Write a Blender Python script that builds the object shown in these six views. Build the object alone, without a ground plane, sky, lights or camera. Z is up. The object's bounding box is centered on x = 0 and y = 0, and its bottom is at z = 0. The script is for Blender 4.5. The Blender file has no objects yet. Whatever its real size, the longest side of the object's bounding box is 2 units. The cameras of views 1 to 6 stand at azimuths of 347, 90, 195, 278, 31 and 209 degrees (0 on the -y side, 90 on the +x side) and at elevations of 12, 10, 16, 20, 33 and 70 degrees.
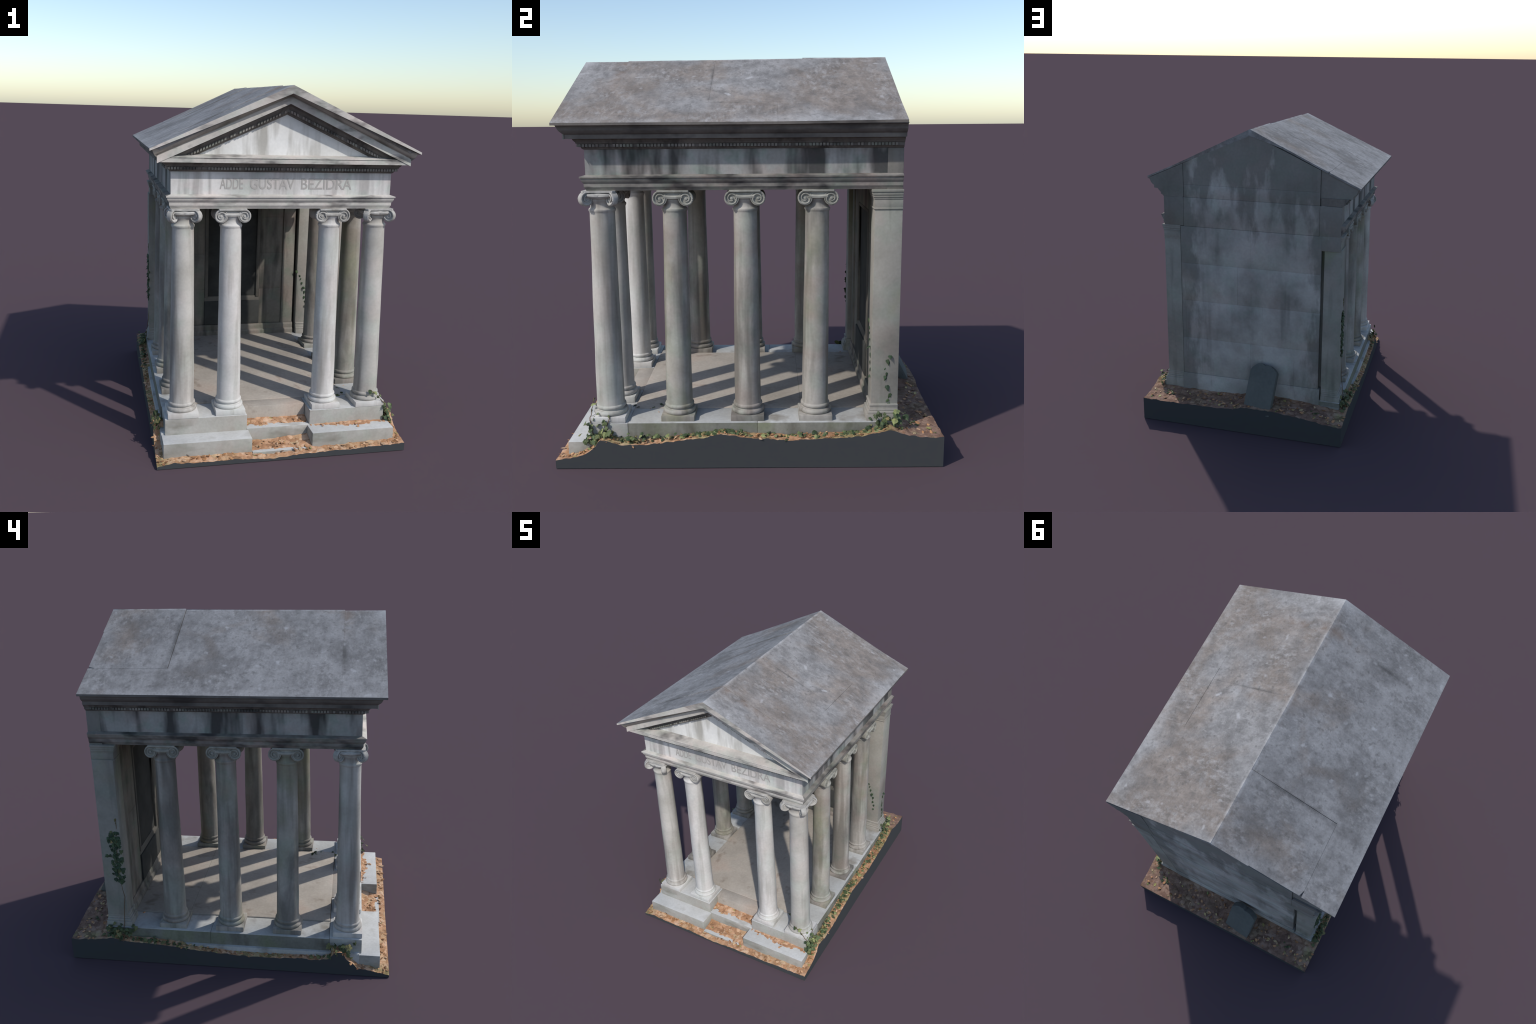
"""Small columned stone mausoleum on a square of leaf-strewn soil (procedural)."""
import bpy, bmesh, math, random
from mathutils import Vector, Matrix, noise

rng = random.Random(41)
sin, cos, pi = math.sin, math.cos, math.pi

# ------------------------------------------------------------------ main sizes
F = 0.599            # frieze half width
FY = -0.754          # frieze front plane
BY = 0.733           # rear plane
ZF = 0.203           # floor level
ROOF_K = 0.4545      # slope of the roof
RIDGE = 1.9865       # nominal top of the roof at the ridge


def roofline(x):
    return RIDGE - ROOF_K * abs(x)


# ------------------------------------------------------------------ materials
class Nodes:
    def __init__(self, name):
        m = bpy.data.materials.new(name)
        m.use_nodes = True
        self.mat, self.t = m, m.node_tree
        self.t.nodes.clear()
        self.out = self.n('ShaderNodeOutputMaterial')
        self.bsdf = self.n('ShaderNodeBsdfPrincipled')
        self.t.links.new(self.bsdf.outputs[0], self.out.inputs[0])

    def n(self, kind, **props):
        nd = self.t.nodes.new(kind)
        for k, v in props.items():
            setattr(nd, k, v)
        return nd

    def link(self, a, b):
        self.t.links.new(a, b)

    def coords(self, per_object=False):
        tc = self.n('ShaderNodeTexCoord')
        if not per_object:
            return tc.outputs['Object']
        info = self.n('ShaderNodeObjectInfo')
        mul = self.n('ShaderNodeMath', operation='MULTIPLY')
        mul.inputs[1].default_value = 37.0
        self.link(info.outputs['Random'], mul.inputs[0])
        add = self.n('ShaderNodeVectorMath', operation='ADD')
        self.link(tc.outputs['Object'], add.inputs[0])
        self.link(mul.outputs[0], add.inputs[1])
        return add.outputs[0]

    def noise(self, co, scale, detail=4.0, stretch=None, rough=0.55, dist=0.0):
        if stretch:
            mp = self.n('ShaderNodeMapping')
            mp.inputs['Scale'].default_value = stretch
            self.link(co, mp.inputs[0])
            co = mp.outputs[0]
        nz = self.n('ShaderNodeTexNoise')
        nz.inputs['Scale'].default_value = scale
        nz.inputs['Detail'].default_value = detail
        nz.inputs['Roughness'].default_value = rough
        nz.inputs['Distortion'].default_value = dist
        self.link(co, nz.inputs['Vector'])
        return nz.outputs['Fac']

    def ramp(self, fac, stops):
        r = self.n('ShaderNodeValToRGB')
        els = r.color_ramp.elements
        while len(els) < len(stops):
            els.new(0.5)
        for e, (p, c) in zip(els, stops):
            e.position = p
            e.color = (c, c, c, 1) if isinstance(c, (int, float)) else (*c, 1)
        self.link(fac, r.inputs[0])
        return r.outputs[0]

    def mix(self, fac, a, b, mode='MIX'):
        m = self.n('ShaderNodeMix', data_type='RGBA', blend_type=mode)
        for sock, v in ((m.inputs[0], fac), (m.inputs[6], a), (m.inputs[7], b)):
            if isinstance(v, (int, float)):
                sock.default_value = v if sock.type == 'VALUE' else (v, v, v, 1)
            elif isinstance(v, tuple):
                sock.default_value = (*v, 1)
            else:
                self.link(v, sock)
        return m.outputs[2]

    def math(self, op, a, b=None, clamp=False):
        m = self.n('ShaderNodeMath', operation=op, use_clamp=clamp)
        for i, v in enumerate((a, b)):
            if v is None:
                continue
            if isinstance(v, (int, float)):
                m.inputs[i].default_value = v
            else:
                self.link(v, m.inputs[i])
        return m.outputs[0]

    def axis(self, co, k):
        s = self.n('ShaderNodeSeparateXYZ')
        self.link(co, s.inputs[0])
        return s.outputs[k]

    def band(self, v, centre, width):
        """1 at centre falling to 0 at +-width"""
        d = self.math('ABSOLUTE', self.math('SUBTRACT', v, centre))
        return self.math('SUBTRACT', 1.0, self.math('DIVIDE', d, width), clamp=True)

    def finish(self, colour, rough=0.88, bump=None, strength=0.25, dist=0.004, spec=0.25):
        if isinstance(colour, tuple):
            self.bsdf.inputs['Base Color'].default_value = (*colour, 1)
        else:
            self.link(colour, self.bsdf.inputs['Base Color'])
        self.bsdf.inputs['Roughness'].default_value = rough
        self.bsdf.inputs['Specular IOR Level'].default_value = spec
        if bump is not None:
            b = self.n('ShaderNodeBump')
            b.inputs['Strength'].default_value = strength
            b.inputs['Distance'].default_value = dist
            self.link(bump, b.inputs['Height'])
            self.link(b.outputs[0], self.bsdf.inputs['Normal'])
        return self.mat


def stone(name, light, dark, stain=None, stain_at=(0.55, 0.68), streak=(16, 16, 1.6),
          scale=5.0, per_object=False, moss=None, moss_at=(0.6, 0.75), grain=0.16, extra=None,
          moss_scale=3.0, tint=0.0):
    n = Nodes(name)
    co = n.coords(per_object)
    col = n.mix(n.ramp(n.noise(co, scale, 6), [(0.32, 0), (0.66, 1)]), dark, light)
    if stain:
        s = n.noise(co, 1.0, 3, stretch=streak)
        col = n.mix(n.ramp(s, [(stain_at[0], 0), (stain_at[1], 1)]), col, stain)
    if moss:
        s = n.noise(co, moss_scale, 4, stretch=(1, 1, 0.6))
        col = n.mix(n.ramp(s, [(moss_at[0], 0), (moss_at[1], 0.8)]), col, moss)
    if extra:
        col = extra(n, co, col)
    fine = n.noise(co, 70, 4)
    col = n.mix(1.0, col, n.ramp(fine, [(0.25, 1 - grain), (0.75, 1 + grain * 0.4)]), 'MULTIPLY')
    if tint:
        info = n.n('ShaderNodeObjectInfo')
        col = n.mix(1.0, col, n.ramp(info.outputs['Random'], [(0, 1 - tint), (1, 1.0)]), 'MULTIPLY')
    return n.finish(col, bump=fine, strength=0.2, dist=0.002)


M = {}


def tone_drift(amount=0.10, scale=4.0):
    """slow drift between pinkish, bluish and greenish greys, as on old marble"""
    def f(n, co, col):
        a = n.noise(co, scale, 2)
        b = n.noise(co, scale * 1.3, 2, stretch=(1, -1, 1.1))
        col = n.mix(n.ramp(a, [(0.38, 1), (0.5, 0)]), col,
                    n.mix(1.0, col, (1 + amount * .2, 1 - amount * .35, 1 - amount * .4), 'MULTIPLY'))
        return n.mix(n.ramp(b, [(0.5, 0), (0.62, 1)]), col,
                     n.mix(1.0, col, (1 - amount, 1 - amount * .3, 1 - amount * .6), 'MULTIPLY'))
    return f


def shade_grime(n, co, col):
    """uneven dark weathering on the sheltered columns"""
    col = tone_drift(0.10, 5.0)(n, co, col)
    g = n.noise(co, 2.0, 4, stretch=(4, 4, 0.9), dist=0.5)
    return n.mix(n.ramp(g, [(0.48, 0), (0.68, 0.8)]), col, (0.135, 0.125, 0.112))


def warm_smears(n, co, col):
    col = tone_drift(0.05)(n, co, col)
    g = n.noise(co, 2.2, 4, stretch=(3.5, 3.5, 0.8), dist=0.4)
    return n.mix(n.ramp(g, [(0.50, 0), (0.72, 0.6)]), col, (0.36, 0.325, 0.285))


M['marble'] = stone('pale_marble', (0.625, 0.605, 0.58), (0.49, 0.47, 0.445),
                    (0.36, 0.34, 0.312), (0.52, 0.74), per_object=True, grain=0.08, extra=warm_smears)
M['marble_side'] = stone('weathered_shaded_marble', (0.40, 0.372, 0.335), (0.27, 0.25, 0.222),  # weathered stone, with baked shade of the side columns in its colours
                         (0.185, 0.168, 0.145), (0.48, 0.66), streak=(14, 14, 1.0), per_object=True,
                         moss=(0.21, 0.21, 0.13), moss_at=(0.54, 0.74), grain=0.1, extra=shade_grime)
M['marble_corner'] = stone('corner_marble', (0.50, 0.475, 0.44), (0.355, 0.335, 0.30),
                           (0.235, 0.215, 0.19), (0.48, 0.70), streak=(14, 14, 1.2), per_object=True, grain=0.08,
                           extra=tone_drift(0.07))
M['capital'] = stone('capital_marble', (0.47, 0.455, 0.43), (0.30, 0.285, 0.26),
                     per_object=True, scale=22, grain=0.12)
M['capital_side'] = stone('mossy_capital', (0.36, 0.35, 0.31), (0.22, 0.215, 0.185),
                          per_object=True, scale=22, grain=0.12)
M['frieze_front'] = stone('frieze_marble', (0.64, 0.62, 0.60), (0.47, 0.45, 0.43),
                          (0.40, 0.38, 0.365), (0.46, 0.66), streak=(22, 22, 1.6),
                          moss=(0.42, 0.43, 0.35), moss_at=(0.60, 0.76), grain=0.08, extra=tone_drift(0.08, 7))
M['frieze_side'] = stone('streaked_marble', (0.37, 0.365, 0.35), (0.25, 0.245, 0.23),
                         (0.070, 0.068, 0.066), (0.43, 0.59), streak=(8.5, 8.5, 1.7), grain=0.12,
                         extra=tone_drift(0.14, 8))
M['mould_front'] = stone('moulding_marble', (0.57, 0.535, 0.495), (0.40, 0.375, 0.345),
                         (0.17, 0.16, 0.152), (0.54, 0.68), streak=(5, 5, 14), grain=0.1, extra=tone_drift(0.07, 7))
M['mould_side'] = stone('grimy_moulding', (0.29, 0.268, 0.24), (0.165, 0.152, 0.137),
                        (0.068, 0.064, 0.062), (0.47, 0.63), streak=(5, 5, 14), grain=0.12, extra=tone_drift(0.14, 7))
M['crust_shade'] = stone('shaded_crust', (0.19, 0.172, 0.155), (0.12, 0.108, 0.10),  # dark crust that also carries baked shade from under the cornices
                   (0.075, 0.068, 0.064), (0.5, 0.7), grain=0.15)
M['cornice_shade'] = stone('shaded_cornice', (0.185, 0.168, 0.152), (0.115, 0.104, 0.096),  # dark cornice colour with the baked shade of the overhang put in
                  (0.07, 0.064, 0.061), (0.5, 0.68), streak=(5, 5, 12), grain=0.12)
M['tympanum'] = stone('tympanum_marble', (0.71, 0.70, 0.68), (0.56, 0.55, 0.525),
                      (0.40, 0.385, 0.355), (0.50, 0.68), streak=(14, 14, 2), grain=0.06)
M['raking'] = stone('raking_marble', (0.43, 0.385, 0.335), (0.30, 0.27, 0.235),
                    (0.22, 0.20, 0.17), (0.55, 0.7), streak=(7, 7, 7), grain=0.12)
M['step'] = stone('step_stone', (0.41, 0.395, 0.365), (0.285, 0.272, 0.24),
                  (0.22, 0.205, 0.175), (0.53, 0.70), streak=(4, 4, 9), grain=0.1, extra=tone_drift(0.06, 6))
M['step_top'] = stone('sunlit_step', (0.53, 0.53, 0.52), (0.42, 0.415, 0.395),  # tops painted lighter than the fronts, standing in for sun on the treads
                      (0.33, 0.315, 0.285), (0.55, 0.72), streak=(5, 5, 5), grain=0.1)
M['plinth_side'] = stone('platform_stone', (0.45, 0.455, 0.45), (0.345, 0.34, 0.32),
                         (0.24, 0.225, 0.20), (0.54, 0.70), streak=(6, 6, 6), grain=0.12)
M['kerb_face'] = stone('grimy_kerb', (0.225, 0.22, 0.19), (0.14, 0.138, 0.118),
                       (0.10, 0.095, 0.075), (0.5, 0.7), streak=(9, 9, 4), grain=0.15,
                       moss=(0.15, 0.17, 0.09), moss_at=(0.52, 0.7))


def floor_marks(n, co, col):
    spots = n.noise(co, 11, 3, stretch=(1, 0.6, 1))
    col = n.mix(n.ramp(spots, [(0.60, 0), (0.72, 0.6)]), col, (0.17, 0.135, 0.105))
    rust = n.noise(co, 4, 3)
    return n.mix(n.ramp(rust, [(0.55, 0), (0.75, 0.4)]), col, (0.38, 0.26, 0.20))


M['floor'] = stone('floor_stone', (0.43, 0.385, 0.335), (0.32, 0.285, 0.245), extra=floor_marks,
                   scale=4, grain=0.12)


def wall_marks(n, co, col):
    """broad soft patches: pale worn areas low and in the middle, dark run-off at margins and gable"""
    blot = n.noise(co, 3.1, 4, stretch=(1.1, 1, 0.85), dist=0.3)
    col = n.mix(n.ramp(blot, [(0.46, 0), (0.66, 0.6)]), col, (0.175, 0.164, 0.152))
    pale = n.noise(co, 2.6, 4, stretch=(1.2, 1, .9))
    col = n.mix(n.ramp(pale, [(0.44, 0), (0.60, 0.85)]), col, (0.45, 0.43, 0.405))
    ax = n.math('ABSOLUTE', n.axis(co, 0))
    ax = n.math('MAXIMUM', ax, n.math('MULTIPLY', n.math('SUBTRACT', n.axis(co, 2), 0.62), .44))
    wob = n.math('MULTIPLY', n.math('SUBTRACT', n.noise(co, 6.5, 5, stretch=(1.4, 1, .5)), .5), .75)
    edge = n.ramp(n.math('ADD', ax, wob), [(0.36, 0), (0.46, 0.7)])
    col = n.mix(edge, col, (0.145, 0.138, 0.124))
    brown = n.noise(co, 3.3, 2)
    col = n.mix(n.ramp(brown, [(0.58, 0), (0.75, 0.55)]), col, (0.235, 0.195, 0.155))
    return tone_drift(0.07, 6)(n, co, col)


M['wall'] = stone('ashlar_stone', (0.405, 0.378, 0.352), (0.30, 0.28, 0.262),
                  (0.20, 0.19, 0.175), (0.54, 0.76), streak=(13, 13, 1.0), scale=3.5,
                  moss=(0.225, 0.225, 0.165), moss_at=(0.62, 0.80), extra=wall_marks, grain=0.1,
                  tint=0.07)
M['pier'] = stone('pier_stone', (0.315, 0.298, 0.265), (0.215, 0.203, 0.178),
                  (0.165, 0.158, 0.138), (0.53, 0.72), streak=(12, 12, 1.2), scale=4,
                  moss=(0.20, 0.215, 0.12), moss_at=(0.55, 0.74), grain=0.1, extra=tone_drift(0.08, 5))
M['lining'] = stone('shaded_lining', (0.25, 0.23, 0.20), (0.165, 0.152, 0.132),  # dark brown stone, its stains deepened by the inner wall's baked shade
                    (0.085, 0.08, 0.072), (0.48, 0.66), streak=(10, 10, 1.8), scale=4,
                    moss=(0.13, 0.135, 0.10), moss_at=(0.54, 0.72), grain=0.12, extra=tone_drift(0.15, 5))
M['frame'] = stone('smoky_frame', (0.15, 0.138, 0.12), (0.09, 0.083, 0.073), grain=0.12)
M['slate'] = stone('dark_slate', (0.062, 0.062, 0.058), (0.038, 0.039, 0.038), scale=9, grain=0.15)
M['tombstone'] = stone('tombstone_slate', (0.125, 0.130, 0.122), (0.092, 0.097, 0.092),
                       (0.07, 0.078, 0.075), (0.55, 0.75), streak=(9, 9, 5), grain=0.12)
M['inlay'] = Nodes('letter_grey').finish((0.365, 0.347, 0.328))  # plain grey, darker than the frieze behind the letters


def roof_mat():
    n = Nodes('roof_slate')
    co = n.coords()
    x, y = n.axis(co, 0), n.axis(co, 1)
    big = n.noise(co, 3.2, 5)
    mid = n.noise(co, 17, 5, stretch=(0.75, 1.25, 0.75), rough=0.62)
    base = n.mix(n.ramp(mid, [(0.30, 0), (0.70, 1)]), (0.192, 0.186, 0.184), (0.300, 0.292, 0.288))
    base = n.mix(n.ramp(big, [(0.36, 0), (0.64, 1)]), n.mix(1.0, base, (0.84, 0.84, 0.84), 'MULTIPLY'),
                 n.mix(1.0, base, (1.16, 1.16, 1.16), 'MULTIPLY'))
    # wide brown stains, more of them toward the right slope
    brown = n.math('ADD', n.noise(co, 2.6, 5, dist=.4), n.math('MULTIPLY', x, .22))
    base = n.mix(n.ramp(brown, [(0.47, 0), (0.63, 0.9)]), base,
                 n.mix(1.0, base, (0.88, 0.77, 0.68), 'MULTIPLY'))
    dusk = n.noise(co, 4.4, 5, stretch=(1.2, 0.8, 1.2), dist=.6)
    base = n.mix(n.ramp(dusk, [(0.50, 0), (0.70, 0.42)]), base, (0.125, 0.118, 0.114))
    mott = n.noise(co, 12, 5, rough=0.7)
    base = n.mix(n.ramp(mott, [(0.50, 0), (0.68, 0.55)]), base, (0.12, 0.114, 0.11))
    base = n.mix(n.ramp(mott, [(0.32, 0.45), (0.46, 0)]), base, (0.34, 0.332, 0.328))
    # lichen gathered in patches, a few soft white spots, small pits
    patch = n.ramp(n.noise(co, 4.2, 4), [(0.44, 0.1), (0.62, 1)])
    lich = n.noise(co, 30, 5, stretch=(0.7, 1.4, 0.7), rough=0.7)
    base = n.mix(n.math('MULTIPLY', n.ramp(lich, [(0.48, 0), (0.66, 0.7)]), patch), base, (0.37, 0.36, 0.355))
    spots = n.noise(co, 15, 1)
    base = n.mix(n.ramp(spots, [(0.71, 0), (0.82, 0.7)]), base, (0.46, 0.455, 0.46))
    pit = n.noise(co, 36, 4)
    base = n.mix(n.ramp(pit, [(0.56, 0), (0.70, 0.5)]), base, (0.11, 0.105, 0.10))
    # worn pale arris along the ridge, paler front tip, rusty stain along the front seam
    ax = n.math('ABSOLUTE', x)
    wob = n.ramp(n.noise(co, 14, 4), [(0.38, 0.0), (0.66, 1.0)])
    ridge = n.math('MULTIPLY', n.band(ax, 0.0, 0.016), wob)
    eave = n.math('MULTIPLY', n.math('MULTIPLY', n.band(ax, 0.705, 0.06), wob), 0.45)
    tip = n.math('MULTIPLY', n.band(ax, 0.0, 0.13), n.band(y, -0.873, 0.09))
    light = n.math('MAXIMUM', n.math('MAXIMUM', ridge, eave), tip, clamp=True)
    base = n.mix(light, base, (0.42, 0.415, 0.415))
    joint = n.math('MULTIPLY', n.band(y, 0.292, 0.016), n.band(x, -0.25, 0.27))
    base = n.mix(n.math('MULTIPLY', joint, .65), base, (0.06, 0.06, 0.062))
    joint = n.math('MULTIPLY', n.band(y, -0.18, 0.012), n.band(x, 0.22, 0.22))
    base = n.mix(n.math('MULTIPLY', joint, .6), base, (0.07, 0.068, 0.066))
    joint = n.math('MULTIPLY', n.band(y, -0.652, 0.02), n.band(x, -0.40, 0.14))
    base = n.mix(n.math('MULTIPLY', joint, .8), base, (0.07, 0.068, 0.066))
    seam = n.math('MULTIPLY', n.band(y, -0.66, 0.05), n.band(x, 0.10, 0.42))
    seam = n.math('MULTIPLY', seam, n.ramp(n.noise(co, 9, 4), [(0.40, 0), (0.60, 1)]))
    base = n.mix(seam, base, (0.185, 0.135, 0.105))
    fine = n.noise(co, 95, 3)
    base = n.mix(1.0, base, n.ramp(fine, [(0.25, 0.85), (0.75, 1.07)]), 'MULTIPLY')
    return n.finish(base, bump=mid, strength=0.25, dist=0.004)


M['roof'] = roof_mat()


def soil_mat(name, warm):
    """trodden leaf litter: leaf-sized cells of orange, tan and brown over earth"""
    n = Nodes(name)
    co = n.coords()
    y = n.axis(co, 1)
    warp = n.n('ShaderNodeTexNoise')
    warp.inputs['Scale'].default_value = 30
    n.link(co, warp.inputs['Vector'])
    off = n.n('ShaderNodeVectorMath', operation='SCALE')
    off.inputs['Scale'].default_value = 0.035
    n.link(warp.outputs['Color'], off.inputs[0])
    wco = n.n('ShaderNodeVectorMath', operation='ADD')
    n.link(co, wco.inputs[0])
    n.link(off.outputs[0], wco.inputs[1])
    vor = n.n('ShaderNodeTexVoronoi')
    vor.inputs['Scale'].default_value = 40
    n.link(wco.outputs[0], vor.inputs['Vector'])
    cell = n.axis(vor.outputs['Color'], 0)
    a = n.noise(co, 9, 4)
    mixv = n.math('ADD', n.math('MULTIPLY', cell, .38), n.math('MULTIPLY', a, .62))
    warmc = n.ramp(mixv, [(0.2, (0.23, 0.125, 0.072)), (0.42, (0.39, 0.215, 0.12)), (0.58, (0.49, 0.295, 0.18)),
                          (0.72, (0.55, 0.38, 0.265)), (0.85, (0.42, 0.29, 0.13))])
    brown = n.ramp(mixv, [(0.2, (0.115, 0.07, 0.052)), (0.45, (0.19, 0.115, 0.085)), (0.65, (0.27, 0.175, 0.13)),
                          (0.85, (0.36, 0.26, 0.20))])
    if warm:
        col = warmc
    else:
        wob = n.math('ADD', y, n.math('MULTIPLY', n.noise(co, 6, 3), 0.2))
        col = n.mix(n.ramp(wob, [(0.70, 0), (0.92, 1)]), warmc, brown)
        g = n.noise(co, 7, 3)
        flank = n.math('MULTIPLY', n.ramp(g, [(0.48, 0), (0.62, 0.75)]),
                       n.ramp(n.math('ABSOLUTE', n.axis(co, 0)), [(0.60, 0.25), (0.64, 1)]))
        col = n.mix(flank, col, n.ramp(cell, [(0.2, (0.13, 0.12, 0.055)), (0.8, (0.30, 0.27, 0.12))]))
    edge = n.ramp(vor.outputs['Distance'], [(0.55, 0), (0.95, 0.35)])
    col = n.mix(edge, col, (0.12, 0.07, 0.045))
    h = n.math('SUBTRACT', n.noise(co, 60, 4), n.math('MULTIPLY', vor.outputs['Distance'], .8))
    return n.finish(col, rough=0.95, bump=h, strength=0.6, dist=0.006, spec=0.1)


M['soil'] = soil_mat('leafy_soil', False)
M['drift'] = soil_mat('leaf_drift_litter', True)
M['skirt'] = Nodes('cut_earth').finish((0.052, 0.055, 0.058), rough=0.95, spec=0.1)


def leaf_mat(name, stops, island=False, translucent=0.25):
    n = Nodes(name)
    if island:
        rnd = n.n('ShaderNodeNewGeometry').outputs['Random Per Island']
    else:
        rnd = n.n('ShaderNodeObjectInfo').outputs['Random']
    col = n.ramp(rnd, stops)
    co = n.coords(not island)
    col = n.mix(1.0, col, n.ramp(n.noise(co, 60, 3), [(0.3, 0.72), (0.7, 1.1)]), 'MULTIPLY')
    n.finish(col, rough=0.6, spec=0.3)
    tr = n.n('ShaderNodeBsdfTranslucent')
    n.link(col, tr.inputs[0])
    ms = n.n('ShaderNodeMixShader')
    ms.inputs[0].default_value = translucent
    n.link(n.bsdf.outputs[0], ms.inputs[1])
    n.link(tr.outputs[0], ms.inputs[2])
    n.link(ms.outputs[0], n.out.inputs[0])
    return n.mat


M['ivy'] = leaf_mat('ivy_green', [(0.0, (0.045, 0.07, 0.036)), (0.4, (0.095, 0.14, 0.062)),
                                  (0.8, (0.17, 0.21, 0.095)), (1.0, (0.33, 0.36, 0.15))])
M['ivy_cover'] = leaf_mat('ivy_green_mass', [(0.0, (0.05, 0.07, 0.036)), (0.5, (0.105, 0.135, 0.06)),
                                              (0.85, (0.20, 0.20, 0.085)), (1.0, (0.36, 0.26, 0.12))], island=True)
M['litter'] = leaf_mat('dead_leaves', [(0.0, (0.22, 0.11, 0.06)), (0.2, (0.40, 0.20, 0.09)),
                                       (0.6, (0.55, 0.30, 0.15)), (0.8, (0.58, 0.40, 0.26)),
                                       (0.93, (0.40, 0.33, 0.12)), (1.0, (0.20, 0.24, 0.08))],
                       island=True, translucent=0.12)
M['stem'] = Nodes('ivy_bark').finish((0.13, 0.085, 0.05))

# ------------------------------------------------------------------ object helpers
ROOT = bpy.data.objects.new('stone_mausoleum', None)
bpy.context.scene.collection.objects.link(ROOT)
ROOT['label'] = 'weathered marble mausoleum with ten Ionic columns and gabled roof'
ROOT['category'] = 'mausoleum'


def add(name, mesh, parent=ROOT, loc=None, rot=0.0):
    ob = bpy.data.objects.new(name, mesh)
    bpy.context.scene.collection.objects.link(ob)
    ob.parent = parent
    if loc is not None:
        ob.location = loc
    ob.rotation_euler = (0, 0, rot)
    return ob


def mesh_from(name, verts, faces, mats, slots=None, smooth=None):
    me = bpy.data.meshes.new(name)
    me.from_pydata([tuple(v) for v in verts], [], faces)
    for m in mats:
        me.materials.append(m)
    if slots:
        me.polygons.foreach_set('material_index', slots)
    bm = bmesh.new()
    bm.from_mesh(me)
    bmesh.ops.remove_doubles(bm, verts=bm.verts, dist=1e-5)
    bmesh.ops.recalc_face_normals(bm, faces=bm.faces)
    bm.to_mesh(me)
    bm.free()
    if smooth:
        me.shade_smooth()
        me.set_sharp_from_angle(angle=math.radians(smooth))
    me.update()
    return me


class Builder:
    """collects several solids into one mesh"""

    def __init__(self):
        self.v, self.f, self.s = [], [], []

    def put(self, verts, faces, slot=0):
        o = len(self.v)
        self.v += [Vector(p) for p in verts]
        self.f += [tuple(i + o for i in f) for f in faces]
        self.s += [slot] * len(faces)

    def box(self, x0, x1, y0, y1, z0, z1, b=0.0015, slot=0):
        """box with chamfered edges"""
        bm = bmesh.new()
        bmesh.ops.create_cube(bm, size=1)
        for v in bm.verts:
            v.co = Vector(((x0 + x1) / 2 + v.co.x * (x1 - x0), (y0 + y1) / 2 + v.co.y * (y1 - y0),
                           (z0 + z1) / 2 + v.co.z * (z1 - z0)))
        if b:
            bmesh.ops.bevel(bm, geom=bm.edges[:], offset=b, segments=2, profile=0.5, affect='EDGES')
        bm.verts.index_update()
        self.put([v.co.copy() for v in bm.verts], [[v.index for v in f.verts] for f in bm.faces], slot)
        bm.free()

    def lathe(self, prof, seg=40, axis='z', centre=(0, 0, 0), wob=0.0, slot=0, cap=True):
        """prof: list of (radius, along)"""
        vs, fs = [], []
        c = Vector(centre)
        for r, h in prof:
            for k in range(seg):
                a = 2 * pi * k / seg
                rr = r
                if wob:
                    rr += wob * noise.noise(Vector((cos(a) * 1.2, sin(a) * 1.2, h * 5.0)))
                p = (rr * cos(a), rr * sin(a), h)
                if axis == 'y':
                    p = (p[0], p[2], p[1])
                elif axis == 'x':
                    p = (p[2], p[0], p[1])
                vs.append(c + Vector(p))
        for i in range(len(prof) - 1):
            for k in range(seg):
                k2 = (k + 1) % seg
                fs.append((i * seg + k, i * seg + k2, (i + 1) * seg + k2, (i + 1) * seg + k))
        if cap:
            fs.append(tuple(range(seg)))
            fs.append(tuple((len(prof) - 1) * seg + k for k in range(seg)))
        self.put(vs, fs, slot)

    def tube(self, pts, rad, seg=6, slot=0):
        pts = [Vector(p) for p in pts]
        vs, fs = [], []
        ref = Vector((0.31, 0.17, 0.93))
        for i, p in enumerate(pts):
            t = (pts[min(i + 1, len(pts) - 1)] - pts[max(i - 1, 0)]).normalized()
            u = t.cross(ref)
            if u.length < 1e-3:
                u = t.cross(Vector((1, 0, 0)))
            u.normalize()
            w = t.cross(u)
            r = rad[i] if isinstance(rad, list) else rad
            for k in range(seg):
                a = 2 * pi * k / seg
                vs.append(p + (u * cos(a) + w * sin(a)) * r)
        for i in range(len(pts) - 1):
            for k in range(seg):
                k2 = (k + 1) % seg
                fs.append((i * seg + k, i * seg + k2, (i + 1) * seg + k2, (i + 1) * seg + k))
        fs.append(tuple(range(seg)))
        fs.append(tuple((len(pts) - 1) * seg + k for k in range(seg)))
        self.put(vs, fs, slot)

    def prism(self, poly, axis, a, b, slot=0):
        """extrude polygon (2D list) along an axis; poly in the remaining two axes"""
        n = len(poly)

        def P(p, t):
            return {'x': (t, p[0], p[1]), 'y': (p[0], t, p[1]), 'z': (p[0], p[1], t)}[axis]
        vs = [P(p, a) for p in poly] + [P(p, b) for p in poly]
        fs = [tuple(range(n)), tuple(range(n, 2 * n))]
        fs += [(i, (i + 1) % n, n + (i + 1) % n, n + i) for i in range(n)]
        self.put(vs, fs, slot)

    def mesh(self, name, mats, smooth=None):
        return mesh_from(name, self.v, self.f, mats, self.s, smooth)


# ------------------------------------------------------------------ soil patch
GX0, GX1, GY0, GY1 = -0.683, 0.705, -0.946, 0.948


def interp(t, pts):
    if t <= pts[0][0]:
        return pts[0][1]
    for (a, va), (b, vb) in zip(pts, pts[1:]):
        if t <= b:
            return va + (vb - va) * (t - a) / (b - a)
    return pts[-1][1]


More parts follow.
